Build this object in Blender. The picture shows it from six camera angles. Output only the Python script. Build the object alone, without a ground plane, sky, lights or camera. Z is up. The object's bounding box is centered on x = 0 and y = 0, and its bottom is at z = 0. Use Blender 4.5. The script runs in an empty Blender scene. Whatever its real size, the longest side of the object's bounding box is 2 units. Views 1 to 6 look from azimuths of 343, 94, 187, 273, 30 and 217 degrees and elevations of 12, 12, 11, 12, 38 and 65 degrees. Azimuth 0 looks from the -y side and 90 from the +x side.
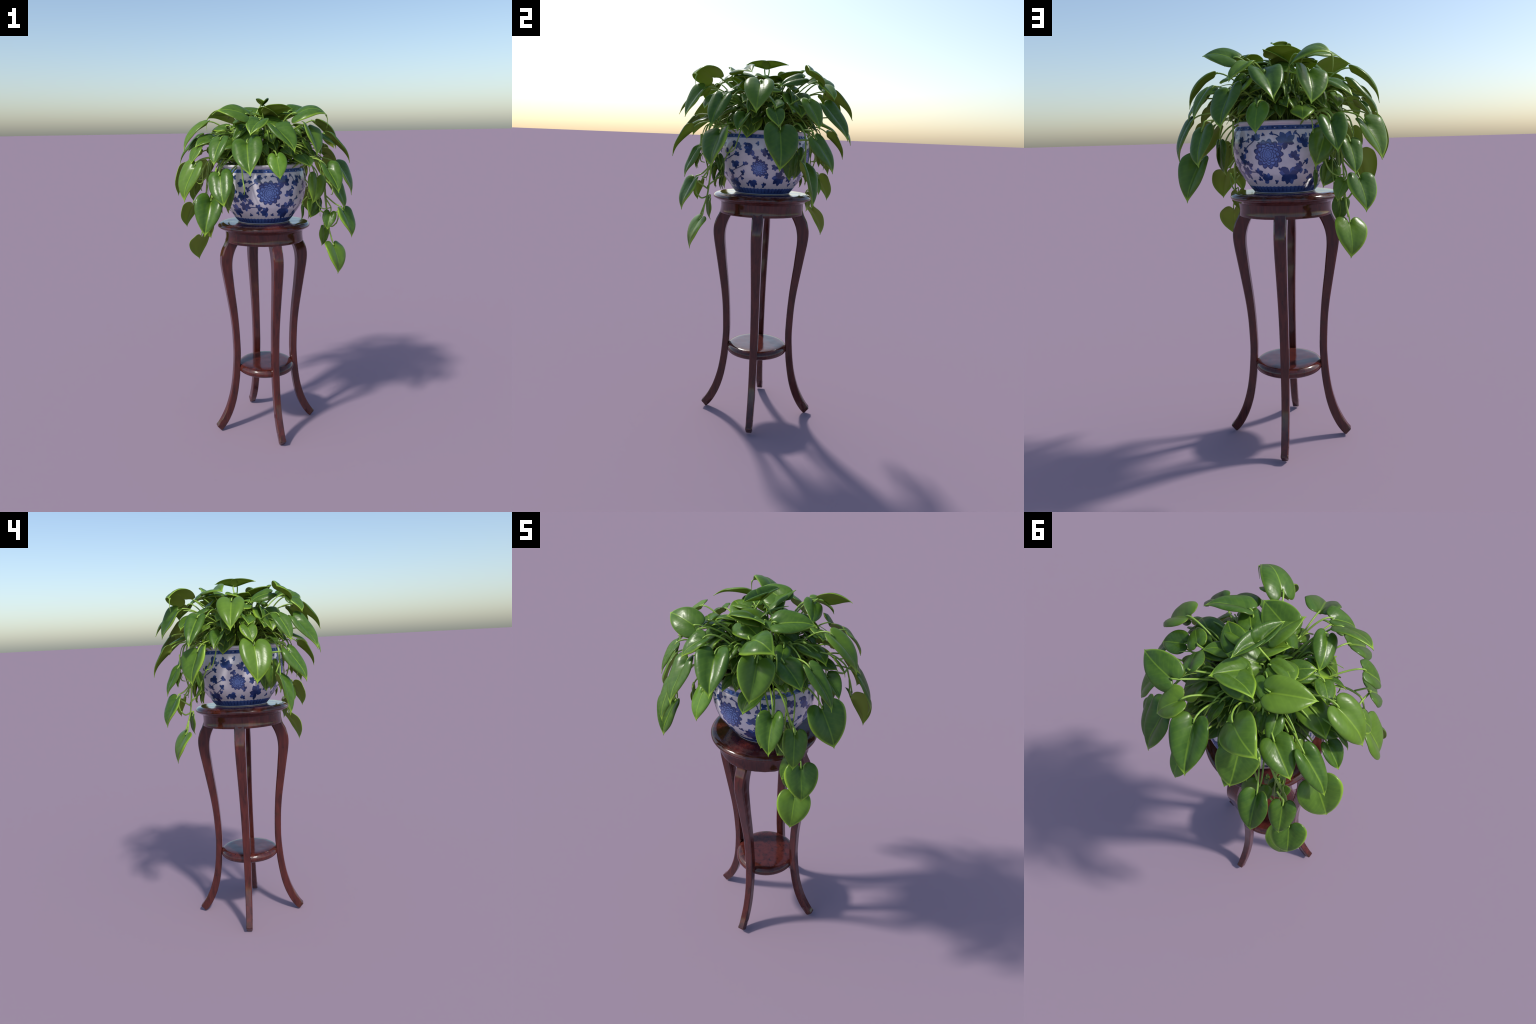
# A heart-leaved trailing house plant in a blue-and-white porcelain pot on a tall
# four-legged lacquered plant stand.  Everything is built from profiles, sweeps and rules.
import bpy, bmesh, math, random
import numpy as np
from mathutils import Vector, Matrix, noise

rng = random.Random(7)
AXIS = Vector((0.0015, 0.0005, 0.0))          # common axis of stand, pot and plant

# ------------------------------------------------------------------ helpers
def new_mesh_object(name, verts, faces, parent=None, materials=(), smooth=True):
    me = bpy.data.meshes.new(name)
    me.from_pydata([tuple(v) for v in verts], [], faces)
    me.update()
    for m in materials:
        me.materials.append(m)
    if smooth:
        me.polygons.foreach_set("use_smooth", [True] * len(me.polygons))
    ob = bpy.data.objects.new(name, me)
    bpy.context.scene.collection.objects.link(ob)
    ob.parent = parent
    return ob

def smooth_curve(points, per=8):
    """Catmull-Rom through control points (tuples of any length)."""
    p = [np.array(q, float) for q in points]
    p = [2 * p[0] - p[1]] + p + [2 * p[-1] - p[-2]]
    out = []
    for i in range(1, len(p) - 2):
        for k in range(per):
            t = k / per
            a, b, c, d = p[i - 1], p[i], p[i + 1], p[i + 2]
            out.append(0.5 * (2 * b + (c - a) * t + (2 * a - 5 * b + 4 * c - d) * t * t
                              + (3 * b - a - 3 * c + d) * t ** 3))
    out.append(p[-2])
    return out

def lathe(name, profile, seg, parent, materials, wobble=0.0):
    """Turn a (radius, height) profile round the common axis."""
    verts, faces = [], []
    n = len(profile)
    for i, (r, z) in enumerate(profile):
        for k in range(seg):
            a = 2 * math.pi * k / seg
            rr = r
            if wobble and r > 0.01:
                rr += wobble * noise.noise(Vector((math.cos(a) * 2.2, math.sin(a) * 2.2, z * 14)))
            verts.append((AXIS.x + rr * math.cos(a), AXIS.y + rr * math.sin(a), z))
    for i in range(n - 1):
        for k in range(seg):
            a, b = i * seg + k, i * seg + (k + 1) % seg
            faces.append((a, b, b + seg, a + seg))
    ob = new_mesh_object(name, verts, faces, parent, materials)
    bm = bmesh.new(); bm.from_mesh(ob.data)
    bmesh.ops.remove_doubles(bm, verts=bm.verts, dist=1e-5)
    bmesh.ops.recalc_face_normals(bm, faces=bm.faces)
    bm.to_mesh(ob.data); bm.free()
    return ob

def tube(path, radii, sides=7):
    """Swept round tube: returns verts, faces."""
    verts, faces = [], []
    up = Vector((0.31, 0.17, 0.93)).normalized()
    n = len(path)
    for i, p in enumerate(path):
        d = (path[min(i + 1, n - 1)] - path[max(i - 1, 0)]).normalized()
        s = d.cross(up)
        if s.length < 1e-3:
            s = d.cross(Vector((1, 0, 0)))
        s.normalize(); t = s.cross(d)
        for k in range(sides):
            a = 2 * math.pi * k / sides
            verts.append(p + (s * math.cos(a) + t * math.sin(a)) * radii[i])
    for i in range(n - 1):
        for k in range(sides):
            a, b = i * sides + k, i * sides + (k + 1) % sides
            faces.append((a, b, b + sides, a + sides))
    faces.append(tuple(reversed(range(sides))))
    faces.append(tuple(range((n - 1) * sides, n * sides)))
    return verts, faces

# ------------------------------------------------------------------ materials
class Nodes:
    def __init__(self, name):
        self.mat = bpy.data.materials.new(name)
        self.mat.use_nodes = True
        self.t = self.mat.node_tree
        self.t.nodes.clear()
        self.out = self.t.nodes.new("ShaderNodeOutputMaterial")
    def n(self, kind, **kw):
        nd = self.t.nodes.new(kind)
        for k, v in kw.items():
            setattr(nd, k, v)
        return nd
    def link(self, a, b):
        self.t.links.new(a, b)
    def val(self, sock, v):
        if hasattr(v, "is_linked") or hasattr(v, "links"):
            self.link(v, sock)
        else:
            sock.default_value = v
    def math(self, op, a, b=0.0, c=0.0, clamp=False):
        nd = self.n("ShaderNodeMath", operation=op, use_clamp=clamp)
        self.val(nd.inputs[0], a); self.val(nd.inputs[1], b); self.val(nd.inputs[2], c)
        return nd.outputs[0]
    def mix(self, fac, a, b, mode="MIX"):
        nd = self.n("ShaderNodeMix", data_type="RGBA", blend_type=mode)
        self.val(nd.inputs[0], fac)
        for s, v in ((nd.inputs[6], a), (nd.inputs[7], b)):
            if isinstance(v, tuple):
                s.default_value = (*v, 1)
            else:
                self.link(v, s)
        return nd.outputs[2]
    def ramp(self, fac, stops):
        nd = self.n("ShaderNodeValToRGB")
        self.link(fac, nd.inputs[0])
        el = nd.color_ramp.elements
        while len(el) < len(stops):
            el.new(0.5)
        for e, (pos, col) in zip(el, stops):
            e.position = pos; e.color = (*col, 1)
        return nd.outputs[0]
    def noise(self, vec, scale, detail=3, rough=0.5, dist=0.0):
        nd = self.n("ShaderNodeTexNoise")
        self.link(vec, nd.inputs["Vector"])
        nd.inputs["Scale"].default_value = scale
        nd.inputs["Detail"].default_value = detail
        nd.inputs["Roughness"].default_value = rough
        nd.inputs["Distortion"].default_value = dist
        return nd.outputs["Fac"]
    def principled(self, **kw):
        nd = self.n("ShaderNodeBsdfPrincipled")
        for k, v in kw.items():
            s = nd.inputs[k.replace("_", " ")]
            if isinstance(v, tuple):
                s.default_value = (*v, 1) if len(v) == 3 else v
            else:
                self.val(s, v)
        return nd
    def bump(self, height, strength, distance=0.002):
        nd = self.n("ShaderNodeBump")
        nd.inputs["Strength"].default_value = strength
        nd.inputs["Distance"].default_value = distance
        self.link(height, nd.inputs["Height"])
        return nd.outputs[0]

def wood_material(name, base, dark, olive):
    m = Nodes(name)
    co = m.n("ShaderNodeTexCoord").outputs["Object"]
    mp = m.n("ShaderNodeMapping"); mp.inputs["Scale"].default_value = (9, 9, 1.6)
    m.link(co, mp.inputs[0])
    grain = m.noise(mp.outputs[0], 5.0, 5, 0.6, 0.6)
    col = m.ramp(grain, [(0.28, dark), (0.62, base)])
    patch = m.noise(co, 11.0, 4, 0.62, 0.8)
    col = m.mix(m.math("MULTIPLY", m.ramp(patch, [(0.60, (0, 0, 0)), (0.72, (1, 1, 1))]), 0.55), col, olive)
    soft = m.noise(co, 7.0, 2)
    b = m.principled(Base_Color=col, Roughness=0.13, Coat_Weight=0.2, Coat_Roughness=0.05,
                     Specular_IOR_Level=0.55, Normal=m.bump(soft, 0.4, 0.011))
    m.link(b.outputs[0], m.out.inputs[0])
    return m.mat

def glaze_material(name, light, tint, rough=0.12):
    m = Nodes(name)
    co = m.n("ShaderNodeTexCoord").outputs["Object"]
    nz = m.noise(co, 14.0, 4, 0.6)
    col = m.ramp(nz, [(0.35, tint), (0.62, light)])
    b = m.principled(Base_Color=col, Roughness=rough, Specular_IOR_Level=0.5,
                     Coat_Weight=0.3, Coat_Roughness=0.06)
    m.link(b.outputs[0], m.out.inputs[0])
    return m.mat

def leaf_material(name, inner, middle, margin, under, trans):
    """Heart-leaf colour in the leaf's own unit frame (x across, y from stalk to tip)."""
    m = Nodes(name)
    tc = m.n("ShaderNodeTexCoord")
    sep = m.n("ShaderNodeSeparateXYZ"); m.link(tc.outputs["Object"], sep.inputs[0])
    x, y = sep.outputs[0], sep.outputs[1]
    ax = m.math("ABSOLUTE", x)
    info = m.n("ShaderNodeObjectInfo")
    # distance to the margin: half-width of the heart as a function of y
    cv = m.n("ShaderNodeFloatCurve")
    c = cv.mapping.curves[0]
    pts = [(0.0, 0.30), (0.06, 0.435), (0.17, 0.49), (0.32, 0.50), (0.55, 0.432), (0.72, 0.305), (0.86, 0.155), (0.95, 0.03), (1.0, 0.0)]
    c.points[0].location = pts[0]; c.points[1].location = pts[-1]
    for p in pts[1:-1]:
        c.points.new(*p)
    cv.mapping.update()
    yy = m.math("MULTIPLY_ADD", y, 1 / 1.18, 0.18 / 1.18, clamp=True)
    m.link(yy, cv.inputs["Value"])
    rim = m.math("SUBTRACT", cv.outputs[0], ax)
    nz = m.noise(tc.outputs["Object"], 5.0, 3, 0.55)
    rim = m.math("ADD", rim, m.math("MULTIPLY_ADD", nz, 0.05, -0.025))
    edge = m.n("ShaderNodeMapRange", interpolation_type="SMOOTHSTEP")
    m.link(rim, edge.inputs[0]); edge.inputs[1].default_value = 0.095; edge.inputs[2].default_value = 0.012
    # side veins run out and forward from the midrib
    vv = m.math("SUBTRACT", y, m.math("MULTIPLY", ax, 0.75))
    wv = m.math("SINE", m.math("MULTIPLY", vv, 44.0))
    vein = m.math("POWER", m.math("MULTIPLY_ADD", wv, 0.5, 0.5), 8.0)
    midrib = m.n("ShaderNodeMapRange", interpolation_type="SMOOTHSTEP")
    m.link(ax, midrib.inputs[0]); midrib.inputs[1].default_value = 0.028; midrib.inputs[2].default_value = 0.004
    body = m.mix(m.ramp(nz, [(0.3, (0, 0, 0)), (0.7, (1, 1, 1))]), inner, middle)
    body = m.mix(m.math("MULTIPLY", m.math("POWER", info.outputs["Random"], 3.0), 0.30), body, margin)
    body = m.mix(m.math("MULTIPLY", vein, 0.045), body, margin)
    body = m.mix(m.math("MULTIPLY", midrib.outputs[0], 0.45), body, margin)
    top = m.mix(m.math("MULTIPLY", edge.outputs[0], 0.95), body, margin)
    nrm = m.n("ShaderNodeSeparateXYZ"); m.link(tc.outputs["Normal"], nrm.inputs[0])
    down = m.math("LESS_THAN", nrm.outputs[2], 0.0)          # the pale lower face of the blade
    col = m.mix(down, top, m.mix(m.math("MULTIPLY", edge.outputs[0], 0.5), under, margin))
    h = m.math("ADD", m.math("MULTIPLY", vein, -0.06), m.math("MULTIPLY", midrib.outputs[0], -0.9))
    h = m.math("ADD", h, m.math("MULTIPLY", m.noise(tc.outputs["Object"], 3.5, 2), 1.6))
    rough = m.math("MULTIPLY_ADD", down, 0.22, 0.30)
    b = m.principled(Base_Color=col, Roughness=rough, Specular_IOR_Level=0.42,
                     Normal=m.bump(h, 0.12, 0.012))
    tr = m.n("ShaderNodeBsdfTranslucent")
    m.link(m.mix(1.0, col, trans, "MULTIPLY"), tr.inputs[0])
    mx = m.n("ShaderNodeMixShader"); mx.inputs[0].default_value = 0.32
    m.link(b.outputs[0], mx.inputs[1]); m.link(tr.outputs[0], mx.inputs[2])
    m.link(mx.outputs[0], m.out.inputs[0])
    return m.mat

def stalk_material(name, a, b_):
    m = Nodes(name)
    co = m.n("ShaderNodeTexCoord").outputs["Object"]
    col = m.ramp(m.noise(co, 22.0, 3), [(0.3, a), (0.7, b_)])
    b = m.principled(Base_Color=col, Roughness=0.38, Specular_IOR_Level=0.4)
    m.link(b.outputs[0], m.out.inputs[0])
    return m.mat

def soil_material(name):
    m = Nodes(name)
    co = m.n("ShaderNodeTexCoord").outputs["Object"]
    nz = m.noise(co, 60.0, 5, 0.7)
    col = m.ramp(nz, [(0.3, (0.012, 0.010, 0.006)), (0.7, (0.05, 0.04, 0.02))])
    b = m.principled(Base_Color=col, Roughness=0.95, Normal=m.bump(nz, 0.8, 0.01))
    m.link(b.outputs[0], m.out.inputs[0])
    return m.mat

MAT_WOOD = wood_material("lacquered_mahogany", (0.088, 0.0175, 0.0125), (0.030, 0.0075, 0.0065), (0.034, 0.024, 0.008))
MAT_WHITE = glaze_material("white_glaze", (0.74, 0.715, 0.745), (0.64, 0.62, 0.68))
MAT_BLUE = glaze_material("cobalt_glaze", (0.038, 0.078, 0.250), (0.018, 0.036, 0.130))
MAT_PALEBLUE = glaze_material("pale_cobalt_glaze", (0.19, 0.31, 0.65), (0.11, 0.20, 0.50))
MAT_MIDBLUE = glaze_material("mid_cobalt_glaze", (0.075, 0.140, 0.40), (0.040, 0.080, 0.27))
MAT_LEAF = leaf_material("heart_leaf", (0.060, 0.145, 0.018), (0.102, 0.212, 0.026), (0.36, 0.58, 0.05),
                         (0.285, 0.390, 0.050), (1.0, 1.0, 0.5))
MAT_YOUNG = leaf_material("young_heart_leaf", (0.100, 0.240, 0.030), (0.150, 0.310, 0.035), (0.34, 0.54, 0.05),
                          (0.17, 0.26, 0.03), (0.95, 1.0, 0.5))
MAT_STALK = stalk_material("green_stalk", (0.19, 0.33, 0.045), (0.34, 0.50, 0.085))
MAT_SOIL = soil_material("potting_soil")

# ------------------------------------------------------------------ top-level things
def thing(name, label, category, z):
    e = bpy.data.objects.new(name, None)
    e.empty_display_size = 0.1
    bpy.context.scene.collection.objects.link(e)
    e["label"] = label; e["category"] = category
    e.location = (0, 0, 0)
    return e

STAND = thing("plant_stand", "tall round dark red lacquered wooden plant stand with four curved legs", "plant stand", 0)
PLANT = thing("potted_plant", "trailing heart-leaved green houseplant in blue and white porcelain pot", "potted plant", 1.3)

# ------------------------------------------------------------------ stand
TOP = smooth_curve([(0.0, 1.2970), (0.12, 1.2970), (0.215, 1.2970), (0.246, 1.2950), (0.262, 1.2880), (0.2695, 1.2770),
                    (0.2660, 1.2670), (0.2480, 1.2570), (0.2340, 1.2480)], 4)
lathe("table_top", TOP + [(0.225, 1.2455), (0.0, 1.2455)], 72, STAND, [MAT_WOOD], 0.0012)
APRON = [(0.2300, 1.2465), (0.2300, 1.242), (0.2285, 1.236), (0.2280, 1.215), (0.2300, 1.197), (0.2325, 1.187),
         (0.2300, 1.1825), (0.223, 1.1815), (0.195, 1.183), (0.193, 1.24)]
lathe("apron", APRON, 30, STAND, [MAT_WOOD], 0.0030)
SHELF = smooth_curve([(0.0, 0.4240), (0.10, 0.4240), (0.140, 0.4225), (0.160, 0.4165), (0.1720, 0.4020), (0.1725, 0.3860),
                      (0.164, 0.3740), (0.146, 0.3660), (0.12, 0.3640), (0.0, 0.3640)], 4)
lathe("shelf", SHELF, 64, STAND, [MAT_WOOD], 0.0015)

# cabriole leg: (outer radius, outer z, inner radius, inner z, half width across)
LEG = [(0.222, 1.215, 0.150, 1.215, 0.030), (0.236, 1.176, 0.162, 1.180, 0.0305), (0.2535, 1.142, 0.181, 1.145, 0.030),
       (0.2645, 1.105, 0.1955, 1.107, 0.0295), (0.2670, 1.066, 0.2030, 1.067, 0.029), (0.2620, 1.018, 0.2040, 1.018, 0.0283),
       (0.2520, 0.957, 0.1985, 0.957, 0.027), (0.2400, 0.885, 0.1915, 0.885, 0.0255), (0.2270, 0.805, 0.1820, 0.805, 0.0240),
       (0.2160, 0.733, 0.1745, 0.733, 0.0230), (0.2080, 0.662, 0.1690, 0.662, 0.0222), (0.2040, 0.600, 0.1655, 0.600, 0.0217),
       (0.2010, 0.510, 0.1625, 0.510, 0.0215), (0.2015, 0.458, 0.1635, 0.458, 0.0213), (0.2050, 0.405, 0.1670, 0.405, 0.0210),
       (0.2100, 0.350, 0.1700, 0.348, 0.0205), (0.2165, 0.300, 0.1765, 0.296, 0.0200), (0.2260, 0.248, 0.1850, 0.241, 0.0197),
       (0.2400, 0.195, 0.1970, 0.184, 0.0195), (0.2585, 0.142, 0.2160, 0.124, 0.0193), (0.2840, 0.090, 0.2430, 0.066, 0.0190),
       (0.3060, 0.055, 0.2680, 0.028, 0.0180), (0.3210, 0.036, 0.2880, 0.0065, 0.0185), (0.3170, 0.0265, 0.2965, 0.0015, 0.0140)]
def leg_mesh():
    secs = smooth_curve(LEG, 4)
    verts, faces = [], []
    ring = [(-1, .78), (-.78, 1), (.78, 1), (1, .78), (1, -.78), (.78, -1), (-.78, -1), (-1, -.78)]
    n = len(ring)
    for (ro, zo, ri, zi, hw) in secs:
        for a, b in ring:                       # a along inner->outer, b across
            t = 0.5 + 0.5 * a
            verts.append((ri + (ro - ri) * t, b * hw, zi + (zo - zi) * t))
    for i in range(len(secs) - 1):
        for k in range(n):
            p, q = i * n + k, i * n + (k + 1) % n
            faces.append((p, q, q + n, p + n))
    faces.append(tuple(range(n))); faces.append(tuple(reversed(range((len(secs) - 1) * n, len(secs) * n))))
    return verts, faces
lv, lfc = leg_mesh()
first_leg = new_mesh_object("leg", lv, lfc, STAND, [MAT_WOOD])
bm = bmesh.new(); bm.from_mesh(first_leg.data)
bmesh.ops.recalc_face_normals(bm, faces=bm.faces); bm.to_mesh(first_leg.data); bm.free()
first_leg.data.set_sharp_from_angle(angle=math.radians(38))
for k in range(4):
    ob = first_leg if k == 0 else first_leg.copy()
    if k:
        bpy.context.scene.collection.objects.link(ob)
    ob.rotation_euler = (0, 0, k * math.pi / 2)
    ob.location = (AXIS.x, AXIS.y + 0.0015, 0)

# ------------------------------------------------------------------ pot
POT_OUT = [(0.0, 1.2985), (0.135, 1.2985), (0.1480, 1.3000), (0.1535, 1.3060), (0.1640, 1.3180), (0.1780, 1.3370), (0.2050, 1.3740),
           (0.2300, 1.4200), (0.2430, 1.4720), (0.2475, 1.5180), (0.2465, 1.5500), (0.2395, 1.5880), (0.2310, 1.6070), (0.2300, 1.6120)]
POT_RIM = [(0.2340, 1.6150), (0.2390, 1.6200), (0.2400, 1.6260), (0.2370, 1.6310), (0.2280, 1.6320), (0.2200, 1.6290), (0.2170, 1.6150), (0.2160, 1.5750)]
POT_PROFILE = smooth_curve(POT_OUT, 4) + smooth_curve(POT_RIM, 3)
pot = lathe("pot", POT_PROFILE, 96, PLANT, [MAT_WHITE])
lathe("soil", [(0.0, 1.598), (0.10, 1.597), (0.19, 1.592), (0.2175, 1.588)], 48, PLANT, [MAT_SOIL], 0.002)
POT_R = sorted((float(z), float(r)) for r, z in smooth_curve(POT_OUT, 8) if z > 1.2995)
def pot_radius(z):
    zs = [a for a, _ in POT_R]; rs = [b for _, b in POT_R]
    return float(np.interp(z, zs, rs))

class Decoration:
    """Painted motifs: thin glaze patches laid on the belly of the pot (0.5 mm proud)."""
    def __init__(self, name, mat, lift):
        self.v, self.f, self.name, self.mat, self.lift = [], [], name, mat, lift
    def put(self, az, z):
        r = pot_radius(z) + self.lift
        a = math.radians(az)                   # azimuth 0 on -y, 90 on +x
        return (AXIS.x + r * math.sin(a), AXIS.y - r * math.cos(a), z)
    def blob(self, az, z, outline):
        """Star-shaped patch; outline in metres (across, up) round its centre."""
        i0 = len(self.v)
        k = 180 / math.pi / 0.235
        self.v.append(self.put(az, z))
        for t in (i / 8 for i in range(1, 9)):
            for (x, y) in outline:
                self.v.append(self.put(az + x * t * k, z + y * t))
        n = len(outline)
        for j in range(n):
            q = (j + 1) % n
            self.f.append((i0, i0 + 1 + j, i0 + 1 + q))
            for m in range(7):
                b = i0 + 1 + m * n
                self.f.append((b + j, b + n + j, b + n + q, b + q))
    def build(self, parent):
        ob = new_mesh_object(self.name, self.v, self.f, parent, [self.mat])
        ob["kind"] = "stuff"
        return ob

def lobed(size, lobes, depth, turn, squash=1.0, n=48, jag=0.0, r=None):
    r = r or rng
    ph = r.random() * 6
    out = []
    for i in range(n):
        a = 2 * math.pi * i / n
        q = 1 - depth * (0.5 - 0.5 * math.cos(lobes * a)) + jag * math.sin(lobes * 3 * a + ph)
        x, y = size * q * math.cos(a), size * q * math.sin(a) * squash
        c, s = math.cos(turn), math.sin(turn)
        out.append((x * c - y * s, x * s + y * c))
    return out

# painted decoration: each half of the belly carries one big peony among leafy sprigs
def ring_band(name, z0, z1, mat, lift, parent, wave=0.0, count=0):
    v, f, seg, rows = [], [], 192, 6
    for i in range(rows + 1):
        for k in range(seg):
            a = 2 * math.pi * k / seg
            top = z1 + (wave * abs(math.sin(a * count / 2)) if count else 0.0)
            z = z0 + (top - z0) * i / rows
            r = pot_radius(z) + lift
            v.append((AXIS.x + r * math.sin(a), AXIS.y - r * math.cos(a), z))
    for i in range(rows):
        for k in range(seg):
            q = (k + 1) % seg
            f.append((i * seg + k, i * seg + q, (i + 1) * seg + q, (i + 1) * seg + k))
    return new_mesh_object(name, v, f, parent, [mat])

ring_band("rim_band", 1.5905, 1.6095, MAT_MIDBLUE, 0.0006, pot)
ring_band("foot_band", 1.3015, 1.3290, MAT_MIDBLUE, 0.0006, pot, 0.004, 56)

deco_rng = random.Random(21)
# sprigs of one half: (azimuth, height, size, number of lobes)
SPRIGS = [(2.5, 1.412, 0.014, 3), (-27, 1.367, 0.014, 3), (33, 1.400, 0.014, 3), (22, 1.505, 0.014, 3), (38, 1.555, 0.018, 4), (-20, 1.530, 0.012, 3), (37, 1.345, 0.012, 3), (-4, 1.355, 0.012, 3), (64, 1.385, 0.014, 3), (100, 1.400, 0.016, 4),
          (-46.6, 1.538, 0.026, 5), (-35, 1.545, 0.012, 3), (-25, 1.556, 0.024, 5), (-38.5, 1.502, 0.015, 4), (-46.5, 1.457, 0.028, 6),
          (-35.7, 1.431, 0.021, 3), (-46, 1.402, 0.027, 6), (-25, 1.401, 0.022, 4), (-16, 1.374, 0.029, 5), (-15.6, 1.570, 0.009, 3),
          (-6.4, 1.573, 0.010, 3), (7.5, 1.551, 0.033, 7), (18.8, 1.575, 0.011, 3), (27.5, 1.535, 0.027, 5), (29.5, 1.560, 0.016, 3),
          (17.6, 1.474, 0.026, 5), (23.2, 1.419, 0.026, 5), (31.9, 1.447, 0.013, 3), (12.4, 1.375, 0.040, 8), (43, 1.366, 0.026, 5),
          (-39.5, 1.355, 0.013, 3), (-35, 1.571, 0.009, 3),
          (59, 1.556, 0.026, 4), (65, 1.541, 0.016, 3), (78, 1.530, 0.030, 5), (57.8, 1.458, 0.026, 5), (72.5, 1.461, 0.015, 4), (49, 1.412, 0.021, 4),
          (67.8, 1.414, 0.017, 3), (51, 1.360, 0.030, 6), (80, 1.363, 0.026, 5), (116, 1.384, 0.034, 7), (96, 1.523, 0.022, 5),
          (104, 1.500, 0.022, 4), (72, 1.354, 0.013, 3), (97, 1.352, 0.016, 4), (74, 1.560, 0.015, 3), (46, 1.514, 0.022, 4),
          (112, 1.545, 0.026, 5), (122, 1.492, 0.018, 4), (122, 1.440, 0.022, 5), (110, 1.445, 0.020, 4), (121, 1.565, 0.014, 3),
          (88, 1.565, 0.012, 3), (40, 1.475, 0.016, 4), (61, 1.508, 0.016, 4), (86, 1.492, 0.016, 4)]
sprigs = Decoration("painted_sprigs", MAT_BLUE, 0.0007)
shades = Decoration("painted_sprig_wash", MAT_MIDBLUE, 0.0005)
stems = Decoration("painted_tendrils", MAT_BLUE, 0.0006)
for half in (0, 180):
    for az, z, size, lobes in SPRIGS:
        a0 = deco_rng.uniform(0, 6.28)
        # a sprig is a fan of toothed, pointed leaflets from one point
        size *= 1.18
        c0, s0 = math.cos(a0), math.sin(a0)
        bx, by = -0.35 * size * c0, -0.35 * size * s0
        for k in range(lobes):
            spread = 3.4 if lobes < 6 else 5.4
            a = a0 + spread * ((k + 0.5) / lobes - 0.5) + deco_rng.uniform(-0.12, 0.12)
            c, s = math.cos(a), math.sin(a)
            L = size * (1.25 - 0.35 * abs((k + 0.5) / lobes - 0.5) * 2) * deco_rng.uniform(0.9, 1.1)
            W = L * 0.30
            leaflet = []
            for t in range(28):
                q = 2 * math.pi * t / 28
                x = L * 0.5 * math.cos(q)
                y = W * math.sin(q) * abs(math.sin(q)) * (1 + 0.10 * math.sin(11 * q))
                leaflet.append((x * c - y * s, x * s + y * c))
            off = L * 0.5
            (shades if (k + lobes) % 3 == 0 else sprigs).blob(az + half + (bx + off * c) * 57.3 / 0.235, z + by + off * s, leaflet)
    for i in range(0, len(SPRIGS) - 1, 2):     # thin tendrils between neighbouring sprigs
        (a1, z1, s1, _), (a2, z2, s2, _) = SPRIGS[i], SPRIGS[i + 1]
        if abs(a1 - a2) < 24 and abs(z1 - z2) < 0.07:
            for t in range(22):
                u = t / 21
                stems.blob(a1 + (a2 - a1) * u + half + 1.2 * math.sin(6 * u), z1 + (z2 - z1) * u, lobed(0.0030, 2, 0.2, u * 3, n=8))
# peonies: rings of scalloped petals, each ring a little smaller and raised a hair
def scalloped(radius, petals, depth, turn, n=96):
    out = []
    for i in range(n):
        a = 2 * math.pi * i / n
        q = 1 - depth * (1 - abs(math.cos(petals * a / 2))) + 0.02 * math.sin(5 * a + turn * 7)
        out.append((radius * q * math.cos(a + turn), radius * q * math.sin(a + turn)))
    return out
PEONY = [(0.0690, 13, MAT_MIDBLUE), (0.0550, 12, MAT_PALEBLUE), (0.0420, 10, MAT_PALEBLUE), (0.0300, 9, MAT_PALEBLUE), (0.0190, 7, MAT_PALEBLUE), (0.0090, 5, MAT_PALEBLUE)]
for half in (0, 180):
    for az, z, scale in ((-10.6, 1.482, 1.0), (90.5, 1.440, 0.66)):
        for i, (r, petals, mat) in enumerate(PEONY):
            if scale < 1 and i == 4:
                continue
            for step, (m_, grow) in enumerate(((MAT_BLUE, 1.0), (mat, 0.90 - 0.012 * i))):
                dd = Decoration("painted_peony", m_, 0.0009 + 0.00030 * (2 * i + step))
                dd.blob(az + half, z, scalloped(r * scale * grow, petals, 0.20, 0.5 * i))
                dd.build(pot)
for d in (shades, stems, sprigs):
    d.build(pot)
# little scrolls along the two bands
scroll = Decoration("painted_scrolls", MAT_BLUE, 0.0010)
pale = Decoration("painted_scroll_gaps", MAT_WHITE, 0.0009)
for k in range(64):
    a = 360 * k / 64
    scroll.blob(a, 1.600 + 0.002 * math.sin(k * 2.1), lobed(0.0058, 3, 0.5, k * 1.3, n=12, r=deco_rng))
    if k % 2:
        pale.blob(a + 2.8, 1.600 + 0.003 * math.sin(k), lobed(0.0030, 3, 0.4, k * 0.7, n=10, r=deco_rng))
for k in range(56):
    a = 360 * (k + 0.5) / 56
    scroll.blob(a, 1.316, [(0.0036 * math.cos(q), 0.011 * math.sin(q)) for q in (2 * math.pi * t / 12 for t in range(12))])
scroll.build(pot); pale.build(pot)


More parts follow.
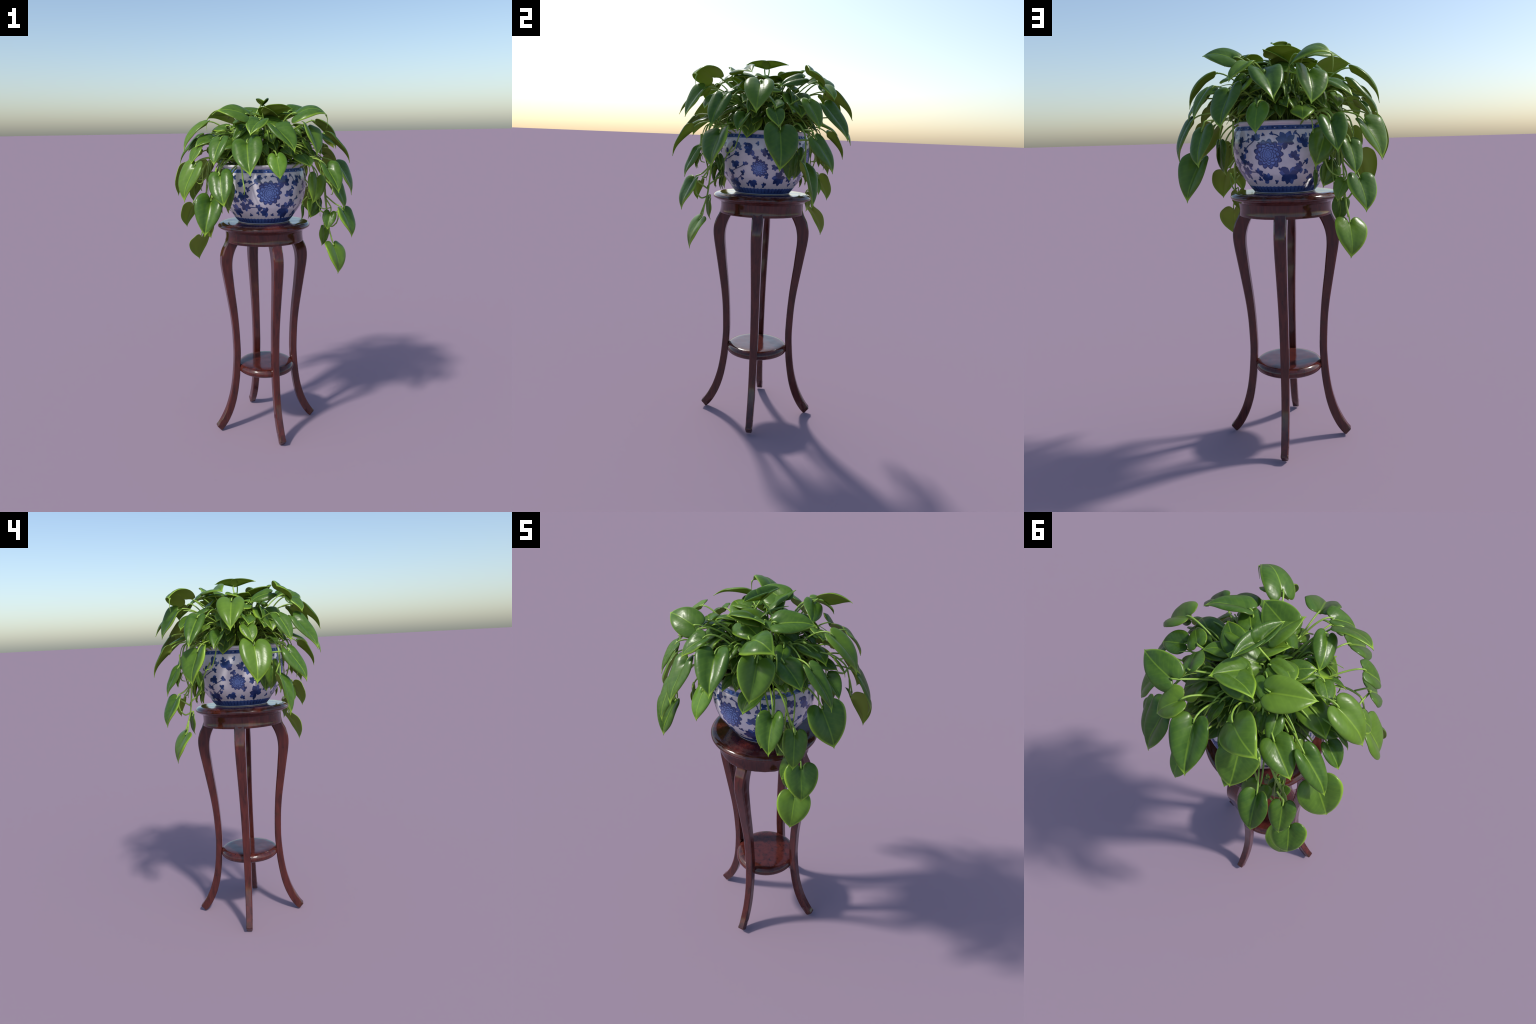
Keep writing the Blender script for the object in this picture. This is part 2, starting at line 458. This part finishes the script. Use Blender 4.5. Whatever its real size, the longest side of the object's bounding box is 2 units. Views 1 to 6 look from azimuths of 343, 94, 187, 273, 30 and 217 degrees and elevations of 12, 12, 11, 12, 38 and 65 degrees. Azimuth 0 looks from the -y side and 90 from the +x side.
# ------------------------------------------------------------------ leaves
OUTLINE = smooth_curve([(0.0, 0.0), (0.055, -0.080), (0.15, -0.160), (0.275, -0.170), (0.395, -0.110), (0.475, 0.015), (0.50, 0.16), (0.485, 0.32), (0.425, 0.49), (0.325, 0.65), (0.20, 0.79), (0.085, 0.895), (0.028, 0.945), (0.010, 0.978), (0.0, 1.0)], 3)
def leaf_mesh(bow, cup, curl, twist, seed, width, thick=0.016):
    """Unit heart leaf: x across (already scaled by width), y from stalk to tip, z upward."""
    r = random.Random(seed)
    n = len(OUTLINE); across = [0.0, 0.3, 0.58, 0.8, 0.94, 1.0]
    ph = [r.random() * 6.28 for _ in range(4)]
    lop = r.uniform(-0.06, 0.06)
    def height(x, y, side):
        yy = min(max(y, -0.2), 1.0)
        z = bow * 4 * yy * (1 - yy) if yy > 0 else bow * 2.2 * yy          # arched midrib
        z += cup * abs(x) * 2 * (1 - 0.55 * max(yy, 0))                    # the two halves fold up (or down)
        z -= 0.55 * x * x * (0.7 + abs(cup))                               # margins roll down
        z -= curl * max(0.0, yy - 0.55) ** 2 * 3.2                         # tip hooks over
        z -= 0.10 * max(0.0, -yy) * 2                                      # lobes dip behind the stalk
        z += 0.018 * math.sin(7 * y + 5 * abs(x) + ph[0]) * abs(x) * 2 + 0.014 * math.sin(11 * x * side + 4 * y + ph[1]) * abs(x) * 2
        z -= 0.05 * math.exp(-(x / 0.06) ** 2) * (1 - max(yy, 0))          # sunken midrib
        return z + twist * x * yy
    top = []
    idx = {}
    for i, (ox, oy) in enumerate(OUTLINE):
        q = i / (n - 1)
        m = min(1.0, q ** 1.15)
        for side in (-1, 1):
            for j, a in enumerate(across):
                if j == 0 and side == 1:
                    idx[(i, side, 0)] = idx[(i, -1, 0)]
                    continue
                x = side * ox * a * (1 + side * lop)
                y = m + (oy - m) * a
                if i in (0, n - 1) and j > 0:
                    idx[(i, side, j)] = idx[(i, -1, 0)]
                    continue
                idx[(i, side, j)] = len(top)
                top.append((x * width, y, height(x, y, side) - 0.55 * max(0.0, a - 0.72) ** 2 * min(1.0, 2.5 * ox)))
    k = len(top)
    bot = [(x, y, z - thick) for (x, y, z) in top]
    faces = []
    def quad(a, b, c, d, flip):
        f = []
        for v in (a, b, c, d):
            if v not in f:
                f.append(v)
        if len(f) > 2:
            faces.append(tuple(reversed(f)) if flip else tuple(f))
    for i in range(n - 1):
        for side in (-1, 1):
            for j in range(len(across) - 1):
                a, b = idx[(i, side, j)], idx[(i, side, j + 1)]
                c, d = idx[(i + 1, side, j + 1)], idx[(i + 1, side, j)]
                quad(a, b, c, d, side < 0)
                quad(a + k, b + k, c + k, d + k, side > 0)
            a, d = idx[(i, side, len(across) - 1)], idx[(i + 1, side, len(across) - 1)]
            quad(a, a + k, d + k, d, side < 0)
    return top + bot, faces

LEAF_COUNT = 0
STALKS = []
def half_turn(p):
    return Vector((2 * AXIS.x - p.x, 2 * AXIS.y - p.y, p.z))

def leaf(base, tip, roll=0.0, width=0.82, bow=0.07, cup=0.10, curl=0.12, twist=0.0, young=False, stalk=None, both=True):
    """One heart leaf and its twin half a turn round the pot (the plant grows in two alike halves)."""
    global LEAF_COUNT
    LEAF_COUNT += 1
    B, T = Vector(base), Vector(tip)
    d = T - B; L = d.length; d.normalize()
    out = Vector((B.x + T.x - 2 * AXIS.x, B.y + T.y - 2 * AXIS.y, 0)).normalized()
    ref = Vector((0, 0, 1)) + out * 0.6
    n0 = (ref - d * ref.dot(d)).normalized()
    s0 = n0.cross(d)
    a = math.radians(roll)
    nn = n0 * math.cos(a) + s0 * math.sin(a)
    s = nn.cross(d)
    # mesh local frame: x = -s keeps it right handed (x, y=d, z=nn)
    xax = d.cross(nn)
    v, f = leaf_mesh(bow, cup, curl, twist, 100 + LEAF_COUNT, width, 0.0028 / L)
    z_tip = -curl * 0.45 ** 2 * 3.2
    # tilt so that the modelled tip falls on the asked tip
    ang = math.atan2(z_tip, 1.0)
    ob = new_mesh_object("leaf", v, f, PLANT, [MAT_YOUNG if young else MAT_LEAF])
    rot = Matrix((xax, d, nn)).transposed().to_4x4()
    sc = L / math.hypot(1.0, z_tip)
    ob.matrix_world = Matrix.Translation(B) @ rot @ Matrix.Rotation(-ang, 4, "X") @ Matrix.Scale(sc, 4)
    if both:
        tw = ob.copy()
        bpy.context.scene.collection.objects.link(tw)
        H = Matrix.Translation(2 * AXIS) @ Matrix.Rotation(math.pi, 4, "Z")
        tw.matrix_world = H @ ob.matrix_world
    # stalk
    if stalk is None:
        az = math.atan2(B.y - AXIS.y, B.x - AXIS.x) + rng.uniform(-0.4, 0.4)
        rr = rng.uniform(0.03, 0.13)
        root = Vector((AXIS.x + rr * math.cos(az), AXIS.y + rr * math.sin(az), 1.60))
        reach = (B - root)
        p1 = root + Vector((reach.x * 0.15, reach.y * 0.15, max(0.05, reach.z * 0.75)))
        p2 = B - d * 0.045 + Vector((0, 0, 0.03)) - nn * 0.012
        if B.z < 1.66:
            p1 = root + Vector((reach.x * 0.45, reach.y * 0.45, 0.09))
        pts = [root, p1, p2, B]
    else:
        pts = [Vector(q) for q in stalk] + [B - d * 0.02 - nn * 0.008 + Vector((0, 0, .006)), B]
    add_stalk(pts, 0.0042, 0.0034, bezier=stalk is None, both=both)
    return ob

def add_stalk(pts, r0, r1, bezier=False, both=True):
    if bezier:
        a, b, c, d = pts
        path = [a * (1 - t) ** 3 + b * 3 * t * (1 - t) ** 2 + c * 3 * t * t * (1 - t) + d * t ** 3 for t in (i / 14 for i in range(15))]
    else:
        path = [Vector(p) for p in smooth_curve([tuple(p) for p in pts], 6)]
    k = len(path)
    STALKS.append((path, [r0 + (r1 - r0) * i / (k - 1) for i in range(k)], both))

leaf(base=(0.322, -0.285, 1.176), tip=(0.326, -0.336, 1.022), roll=-6, width=0.97, cup=0.16, bow=0.08, stalk=[(0.305, -0.265, 1.25)])
leaf(base=(0.364, -0.312, 1.373), tip=(0.393, -0.364, 1.23), roll=-7, width=0.97, cup=0.25, bow=0.05, stalk=[(0.29, -0.236, 1.454), (0.33, -0.269, 1.412), (0.355, -0.3, 1.396)])
leaf(base=(0.324, -0.301, 1.528), tip=(0.347, -0.361, 1.389), roll=-5, width=0.71, cup=0.16, bow=0.03, stalk=[(0.29, -0.29, 1.6), (0.305, -0.288, 1.565)])
leaf(base=(0.243, -0.351, 1.618), tip=(0.274, -0.441, 1.486), roll=-16, width=0.74, cup=0.4, bow=0.05)
leaf(base=(0.39, -0.18, 1.61), tip=(0.467, -0.204, 1.445), roll=-17, width=0.96, cup=0.3, bow=0.06)
leaf(base=(-0.366, -0.225, 1.454), tip=(-0.419, -0.281, 1.271), roll=32, width=0.75, cup=0.38, bow=0.05, stalk=[(-0.34, -0.235, 1.54)])
leaf(base=(-0.331, -0.287, 1.594), tip=(-0.332, -0.373, 1.433), roll=-5, width=0.76, cup=0.13, bow=0.04, stalk=[(-0.29, -0.22, 1.64), (-0.32, -0.26, 1.635)])
leaf(base=(-0.192, -0.323, 1.754), tip=(-0.212, -0.443, 1.591), roll=-10, width=0.8, cup=0.27, bow=0.04)
leaf(base=(-0.425, -0.113, 1.633), tip=(-0.489, -0.121, 1.441), roll=12, width=0.86, cup=0.23, bow=0.06)
leaf(base=(-0.037, -0.33, 1.828), tip=(0.017, -0.47, 1.702), roll=7, width=0.75, cup=0.32, bow=0.05)
leaf(base=(0.152, -0.312, 1.825), tip=(0.165, -0.404, 1.684), roll=17, width=0.91, cup=0.3, bow=0.04)
leaf(base=(-0.34, -0.003, 1.854), tip=(-0.46, 0.0, 1.704), roll=3, width=0.74, cup=0.23, bow=0.085)
leaf(base=(-0.326, 0.18, 1.78), tip=(-0.446, 0.215, 1.629), roll=12, width=0.52, cup=0.24, bow=0.06)
leaf(base=(-0.18, -0.266, 1.901), tip=(-0.325, -0.234, 1.916), roll=8, width=0.88, cup=0.1, bow=0.12, curl=0.0)
leaf(base=(0.102, -0.277, 1.901), tip=(0.251, -0.334, 1.889), roll=-6, width=0.92, cup=0.02, bow=0.2, curl=0.1)
leaf(base=(-0.113, -0.3, 1.868), tip=(-0.186, -0.364, 1.79), roll=-4, width=0.95, cup=0.27, bow=0.07)
leaf(base=(-0.06, -0.405, 1.688), tip=(-0.062, -0.464, 1.571), roll=-6, width=0.78, cup=0.06, bow=0.05, young=True)
leaf(base=(-0.311, -0.241, 1.771), tip=(-0.363, -0.298, 1.641), roll=-2, width=0.74, cup=0.17, bow=0.04)
leaf(base=(0.141, -0.118, 1.92), tip=(0.289, -0.043, 1.905), roll=0, width=0.78, cup=0.24, bow=0.06)
leaf(base=(0.12, -0.309, 1.69), tip=(0.129, -0.399, 1.623), roll=-9, width=0.93, cup=-0.04, bow=0.05)
leaf(base=(0.211, -0.045, 1.693), tip=(0.247, -0.067, 1.587), roll=8, width=1.04, cup=0.13, bow=0.05)
leaf(base=(0.215, -0.299, 1.561), tip=(0.172, -0.33, 1.424), roll=9, width=0.82, cup=0.16, bow=0.05)
leaf(base=(0.297, -0.288, 1.36), tip=(0.268, -0.31, 1.271), roll=-35, width=0.81, cup=0.28, bow=0.05, stalk=[(0.29, -0.239, 1.438), (0.305, -0.266, 1.4)])
leaf(base=(0.283, -0.247, 1.271), tip=(0.267, -0.241, 1.169), roll=-15, width=0.85, cup=0.17, bow=0.05, stalk=[(0.33, -0.3, 1.306), (0.31, -0.278, 1.283)])
leaf(base=(-0.401, -0.082, 1.727), tip=(-0.44, -0.106, 1.644), roll=5, width=0.99, cup=0.14, bow=0.05)
leaf(base=(-0.22, 0.211, 1.796), tip=(-0.333, 0.27, 1.721), roll=0, width=0.84, cup=0.2, bow=0.05)
leaf(base=(0.131, 0.161, 1.811), tip=(0.221, 0.205, 1.696), roll=-10, width=1.08, cup=0.23, bow=0.04)
leaf(base=(-0.027, -0.136, 1.912), tip=(0.116, -0.178, 1.929), roll=53, width=0.95, cup=0.17, bow=0.05)
leaf(base=(0.264, 0.167, 1.509), tip=(0.258, 0.158, 1.384), roll=-56, width=0.71, cup=0.26, bow=0.05)
leaf(base=(0.353, -0.061, 1.695), tip=(0.429, -0.091, 1.618), roll=-5, width=0.73, cup=0.45, bow=0.05)
leaf(base=(0.315, 0.065, 1.775), tip=(0.418, 0.089, 1.73), roll=22, width=0.85, cup=0.34, bow=0.05)

# crown: the leaves that stand round the middle
leaf(base=(0.004, 0.002, 1.958), tip=(0.03, 0.118, 1.974), roll=0, width=0.6, cup=0.5, bow=0.0, curl=0.1)
leaf(base=(0.09, 0.02, 1.89), tip=(0.178, -0.045, 1.90), width=0.92)
leaf(base=(0.02, -0.02, 1.87), tip=(-0.085, -0.08, 1.912), width=0.8, curl=0.0)
leaf(base=(-0.07, 0.02, 1.90), tip=(-0.17, 0.0, 1.89), width=0.85)
leaf(base=(0.09, -0.07, 1.90), tip=(0.17, -0.16, 1.885), width=0.85)
leaf(base=(0.23, -0.01, 1.795), tip=(0.355, -0.08, 1.755), width=0.9)
leaf(base=(0.12, 0.03, 1.86), tip=(0.195, 0.09, 1.855), width=0.9)
leaf(base=(0.16, 0.2, 1.90), tip=(0.20, 0.085, 1.845), width=0.75)
leaf(base=(0.01, -0.08, 1.90), tip=(-0.06, -0.20, 1.94), width=0.8, curl=0.0)
leaf(base=(0.044, 0.103, 1.88), tip=(-0.085, 0.150, 1.83), width=0.9, bow=0.12)
leaf(base=(-0.134, -0.043, 1.85), tip=(-0.215, -0.09, 1.82), width=0.9)
leaf(base=(-0.236, -0.068, 1.84), tip=(-0.295, 0.0, 1.82), width=0.95)
leaf(base=(-0.25, 0.015, 1.78), tip=(-0.31, 0.022, 1.72), width=0.95)
# inner skirt
leaf(base=(0.38, -0.035, 1.771), tip=(0.429, -0.044, 1.706), width=0.5, roll=40)
leaf(base=(0.298, -0.048, 1.764), tip=(0.381, -0.012, 1.709), width=0.8)
leaf(base=(0.265, -0.143, 1.741), tip=(0.268, -0.211, 1.678), width=0.75)
leaf(base=(0.188, -0.15, 1.831), tip=(0.205, -0.22, 1.774), width=0.75)
leaf(base=(0.19, -0.192, 1.755), tip=(0.206, -0.219, 1.677), width=0.85)
# trailing vines that carry the lowest leaves
add_stalk([Vector(q) for q in ((0.13, -0.14, 1.61), (0.20, -0.22, 1.67), (0.25, -0.255, 1.64), (0.275, -0.25, 1.54), (0.29, -0.238, 1.45), (0.298, -0.246, 1.34), (0.302, -0.258, 1.275), (0.314, -0.283, 1.20))], 0.0052, 0.0040)
add_stalk([Vector(q) for q in ((-0.15, -0.12, 1.61), (-0.23, -0.18, 1.67), (-0.31, -0.225, 1.62), (-0.34, -0.235, 1.54), (-0.36, -0.235, 1.47))], 0.0050, 0.0036)
add_stalk([Vector(q) for q in ((0.11, -0.17, 1.61), (0.16, -0.26, 1.66), (0.195, -0.29, 1.60), (0.205, -0.285, 1.50), (0.225, -0.265, 1.42), (0.262, -0.268, 1.385), (0.30, -0.281, 1.39))], 0.0046, 0.0030)
add_stalk([Vector(q) for q in ((0.18, -0.12, 1.61), (0.26, -0.19, 1.65), (0.285, -0.235, 1.57), (0.275, -0.255, 1.46), (0.283, -0.262, 1.37))], 0.0046, 0.0012)
add_stalk([Vector(q) for q in ((0.17, -0.16, 1.61), (0.24, -0.225, 1.645), (0.255, -0.255, 1.56), (0.245, -0.25, 1.44), (0.25, -0.255, 1.34))], 0.0046, 0.0012)
add_stalk([Vector(q) for q in ((-0.2, 0.05, 1.62), (-0.30, 0.08, 1.65), (-0.335, 0.10, 1.58), (-0.33, 0.12, 1.53), (-0.345, 0.15, 1.515), (-0.365, 0.155, 1.53))], 0.0040, 0.0018)
add_stalk([Vector(q) for q in ((0.10, -0.2, 1.61), (0.15, -0.285, 1.65), (0.165, -0.315, 1.56), (0.15, -0.31, 1.47))], 0.0040, 0.0012)
for curve, r0, r1 in ((((0.20, -0.19, 1.47), (0.22, -0.197, 1.397), (0.26, -0.223, 1.372), (0.292, -0.25, 1.345), (0.30, -0.248, 1.325)), 0.0046, 0.004),
                      (((0.335, -0.303, 1.372), (0.315, -0.278, 1.351), (0.30, -0.249, 1.329)), 0.0044, 0.004),
                      (((0.335, -0.303, 1.372), (0.336, -0.306, 1.335), (0.33, -0.30, 1.306)), 0.0042, 0.0036),
                      (((0.28, -0.24, 1.55), (0.31, -0.275, 1.509), (0.31, -0.288, 1.487), (0.31, -0.284, 1.467), (0.31, -0.266, 1.462)), 0.0040, 0.0022),
                      (((0.20, 0.24, 1.63), (0.20, 0.259, 1.56), (0.20, 0.28, 1.523), (0.20, 0.279, 1.49), (0.20, 0.263, 1.483)), 0.0044, 0.0025),
                      (((0.31, 0.13, 1.62), (0.33, 0.184, 1.592), (0.33, 0.228, 1.591), (0.335, 0.285, 1.592)), 0.0050, 0.0046)):
    add_stalk([Vector(q) for q in curve], r0, r1)
# narrow unopened leaves that hang along the vines and the pot wall
leaf(base=(0.34, -0.295, 1.50), tip=(0.345, -0.302, 1.432), width=0.5, stalk=[(0.30, -0.26, 1.53)])
leaf(base=(0.225, -0.218, 1.442), tip=(0.20, -0.225, 1.335), width=0.55, cup=0.4, stalk=[(0.24, -0.21, 1.50)])
leaf(base=(0.235, -0.209, 1.488), tip=(0.225, -0.186, 1.385), width=0.45, roll=40, cup=0.3, stalk=[(0.23, -0.20, 1.56)])
leaf(base=(0.21, -0.199, 1.403), tip=(0.20, -0.201, 1.322), width=0.3, stalk=[(0.22, -0.197, 1.44)])
leaf(base=(0.17, -0.200, 1.394), tip=(0.16, -0.196, 1.318), width=0.3, stalk=[(0.19, -0.21, 1.45)])
leaf(base=(0.25, -0.227, 1.456), tip=(0.265, -0.243, 1.40), width=0.4, stalk=[(0.25, -0.22, 1.50)])
add_stalk([Vector(q) for q in ((0.247, -0.325, 1.892), (0.254, -0.330, 1.868), (0.252, -0.328, 1.818))], 0.0040, 0.0006)
# dense young growth over the soil, hiding the crown of stalks
fill = random.Random(5)
for k in range(34):
    az = math.radians(180 * (k + 0.5) / 34 * 1.0) + fill.uniform(-0.12, 0.12)
    ring = k % 3
    r0 = (0.10, 0.16, 0.215)[ring] + fill.uniform(-0.02, 0.02)
    z0 = (1.78, 1.735, 1.68)[ring] + fill.uniform(-0.045, 0.045)
    ln = fill.uniform(0.07, 0.105)
    drop = fill.uniform(0.25, 0.9)
    az1 = az + fill.uniform(-0.35, 0.35)
    b = (r0 * math.cos(az), r0 * math.sin(az), z0)
    t = (b[0] + ln * math.cos(drop) * math.cos(az1), b[1] + ln * math.cos(drop) * math.sin(az1), z0 - ln * math.sin(drop))
    leaf(base=b, tip=t, roll=fill.uniform(-40, 40), width=fill.uniform(0.7, 0.9), cup=fill.uniform(0.05, 0.35), bow=0.1)
for k in range(18):
    az = math.radians(10 * (k + 0.5)) + fill.uniform(-0.08, 0.08)
    r0 = (0.20, 0.26)[k % 2] + fill.uniform(-0.02, 0.02)
    z0 = (1.80, 1.74)[k % 2] + fill.uniform(-0.03, 0.03)
    ln = fill.uniform(0.065, 0.095)
    drop = fill.uniform(0.3, 1.0)
    az1 = az + fill.uniform(-0.5, 0.5)
    b = (r0 * math.cos(az), r0 * math.sin(az), z0)
    t = (b[0] + ln * math.cos(drop) * math.cos(az1), b[1] + ln * math.cos(drop) * math.sin(az1), z0 - ln * math.sin(drop))
    leaf(base=b, tip=t, roll=fill.uniform(-50, 50), width=fill.uniform(0.55, 0.85), cup=fill.uniform(0.1, 0.4), bow=0.08)
# a tangle of arching stalks, some ending in a folded new leaf
for k in range(46):
    az = math.pi * (k + fill.random()) / 46
    r1 = fill.uniform(0.20, 0.33); top = fill.uniform(1.68, 1.86)
    az1 = az + fill.uniform(-0.5, 0.5)
    root = Vector((0.09 * math.cos(az), 0.09 * math.sin(az), 1.60))
    end = Vector((r1 * math.cos(az1), r1 * math.sin(az1), top - fill.uniform(0.0, 0.10)))
    add_stalk([root, root + Vector((0.02 * math.cos(az), 0.02 * math.sin(az), (top - 1.6) * 0.9)),
               Vector((0.7 * end.x, 0.7 * end.y, top + 0.03)), end], 0.0038, fill.choice((0.0030, 0.0014)), bezier=True)
# shaded leaves close to the pot wall
leaf(base=(0.278, 0.195, 1.53), tip=(0.255, 0.18, 1.39), width=0.7)
leaf(base=(0.245, -0.20, 1.42), tip=(0.2, -0.23, 1.33), width=0.9)


verts, faces = [], []
for path, radii, both in STALKS:
    for turn in ((False, True) if both else (False,)):
        p = [half_turn(q) for q in path] if turn else path
        v, f = tube(p, radii)
        o = len(verts)
        verts += v; faces += [tuple(o + i for i in q) for q in f]
st = new_mesh_object("stalks", verts, faces, PLANT, [MAT_STALK])
st["kind"] = "stuff"
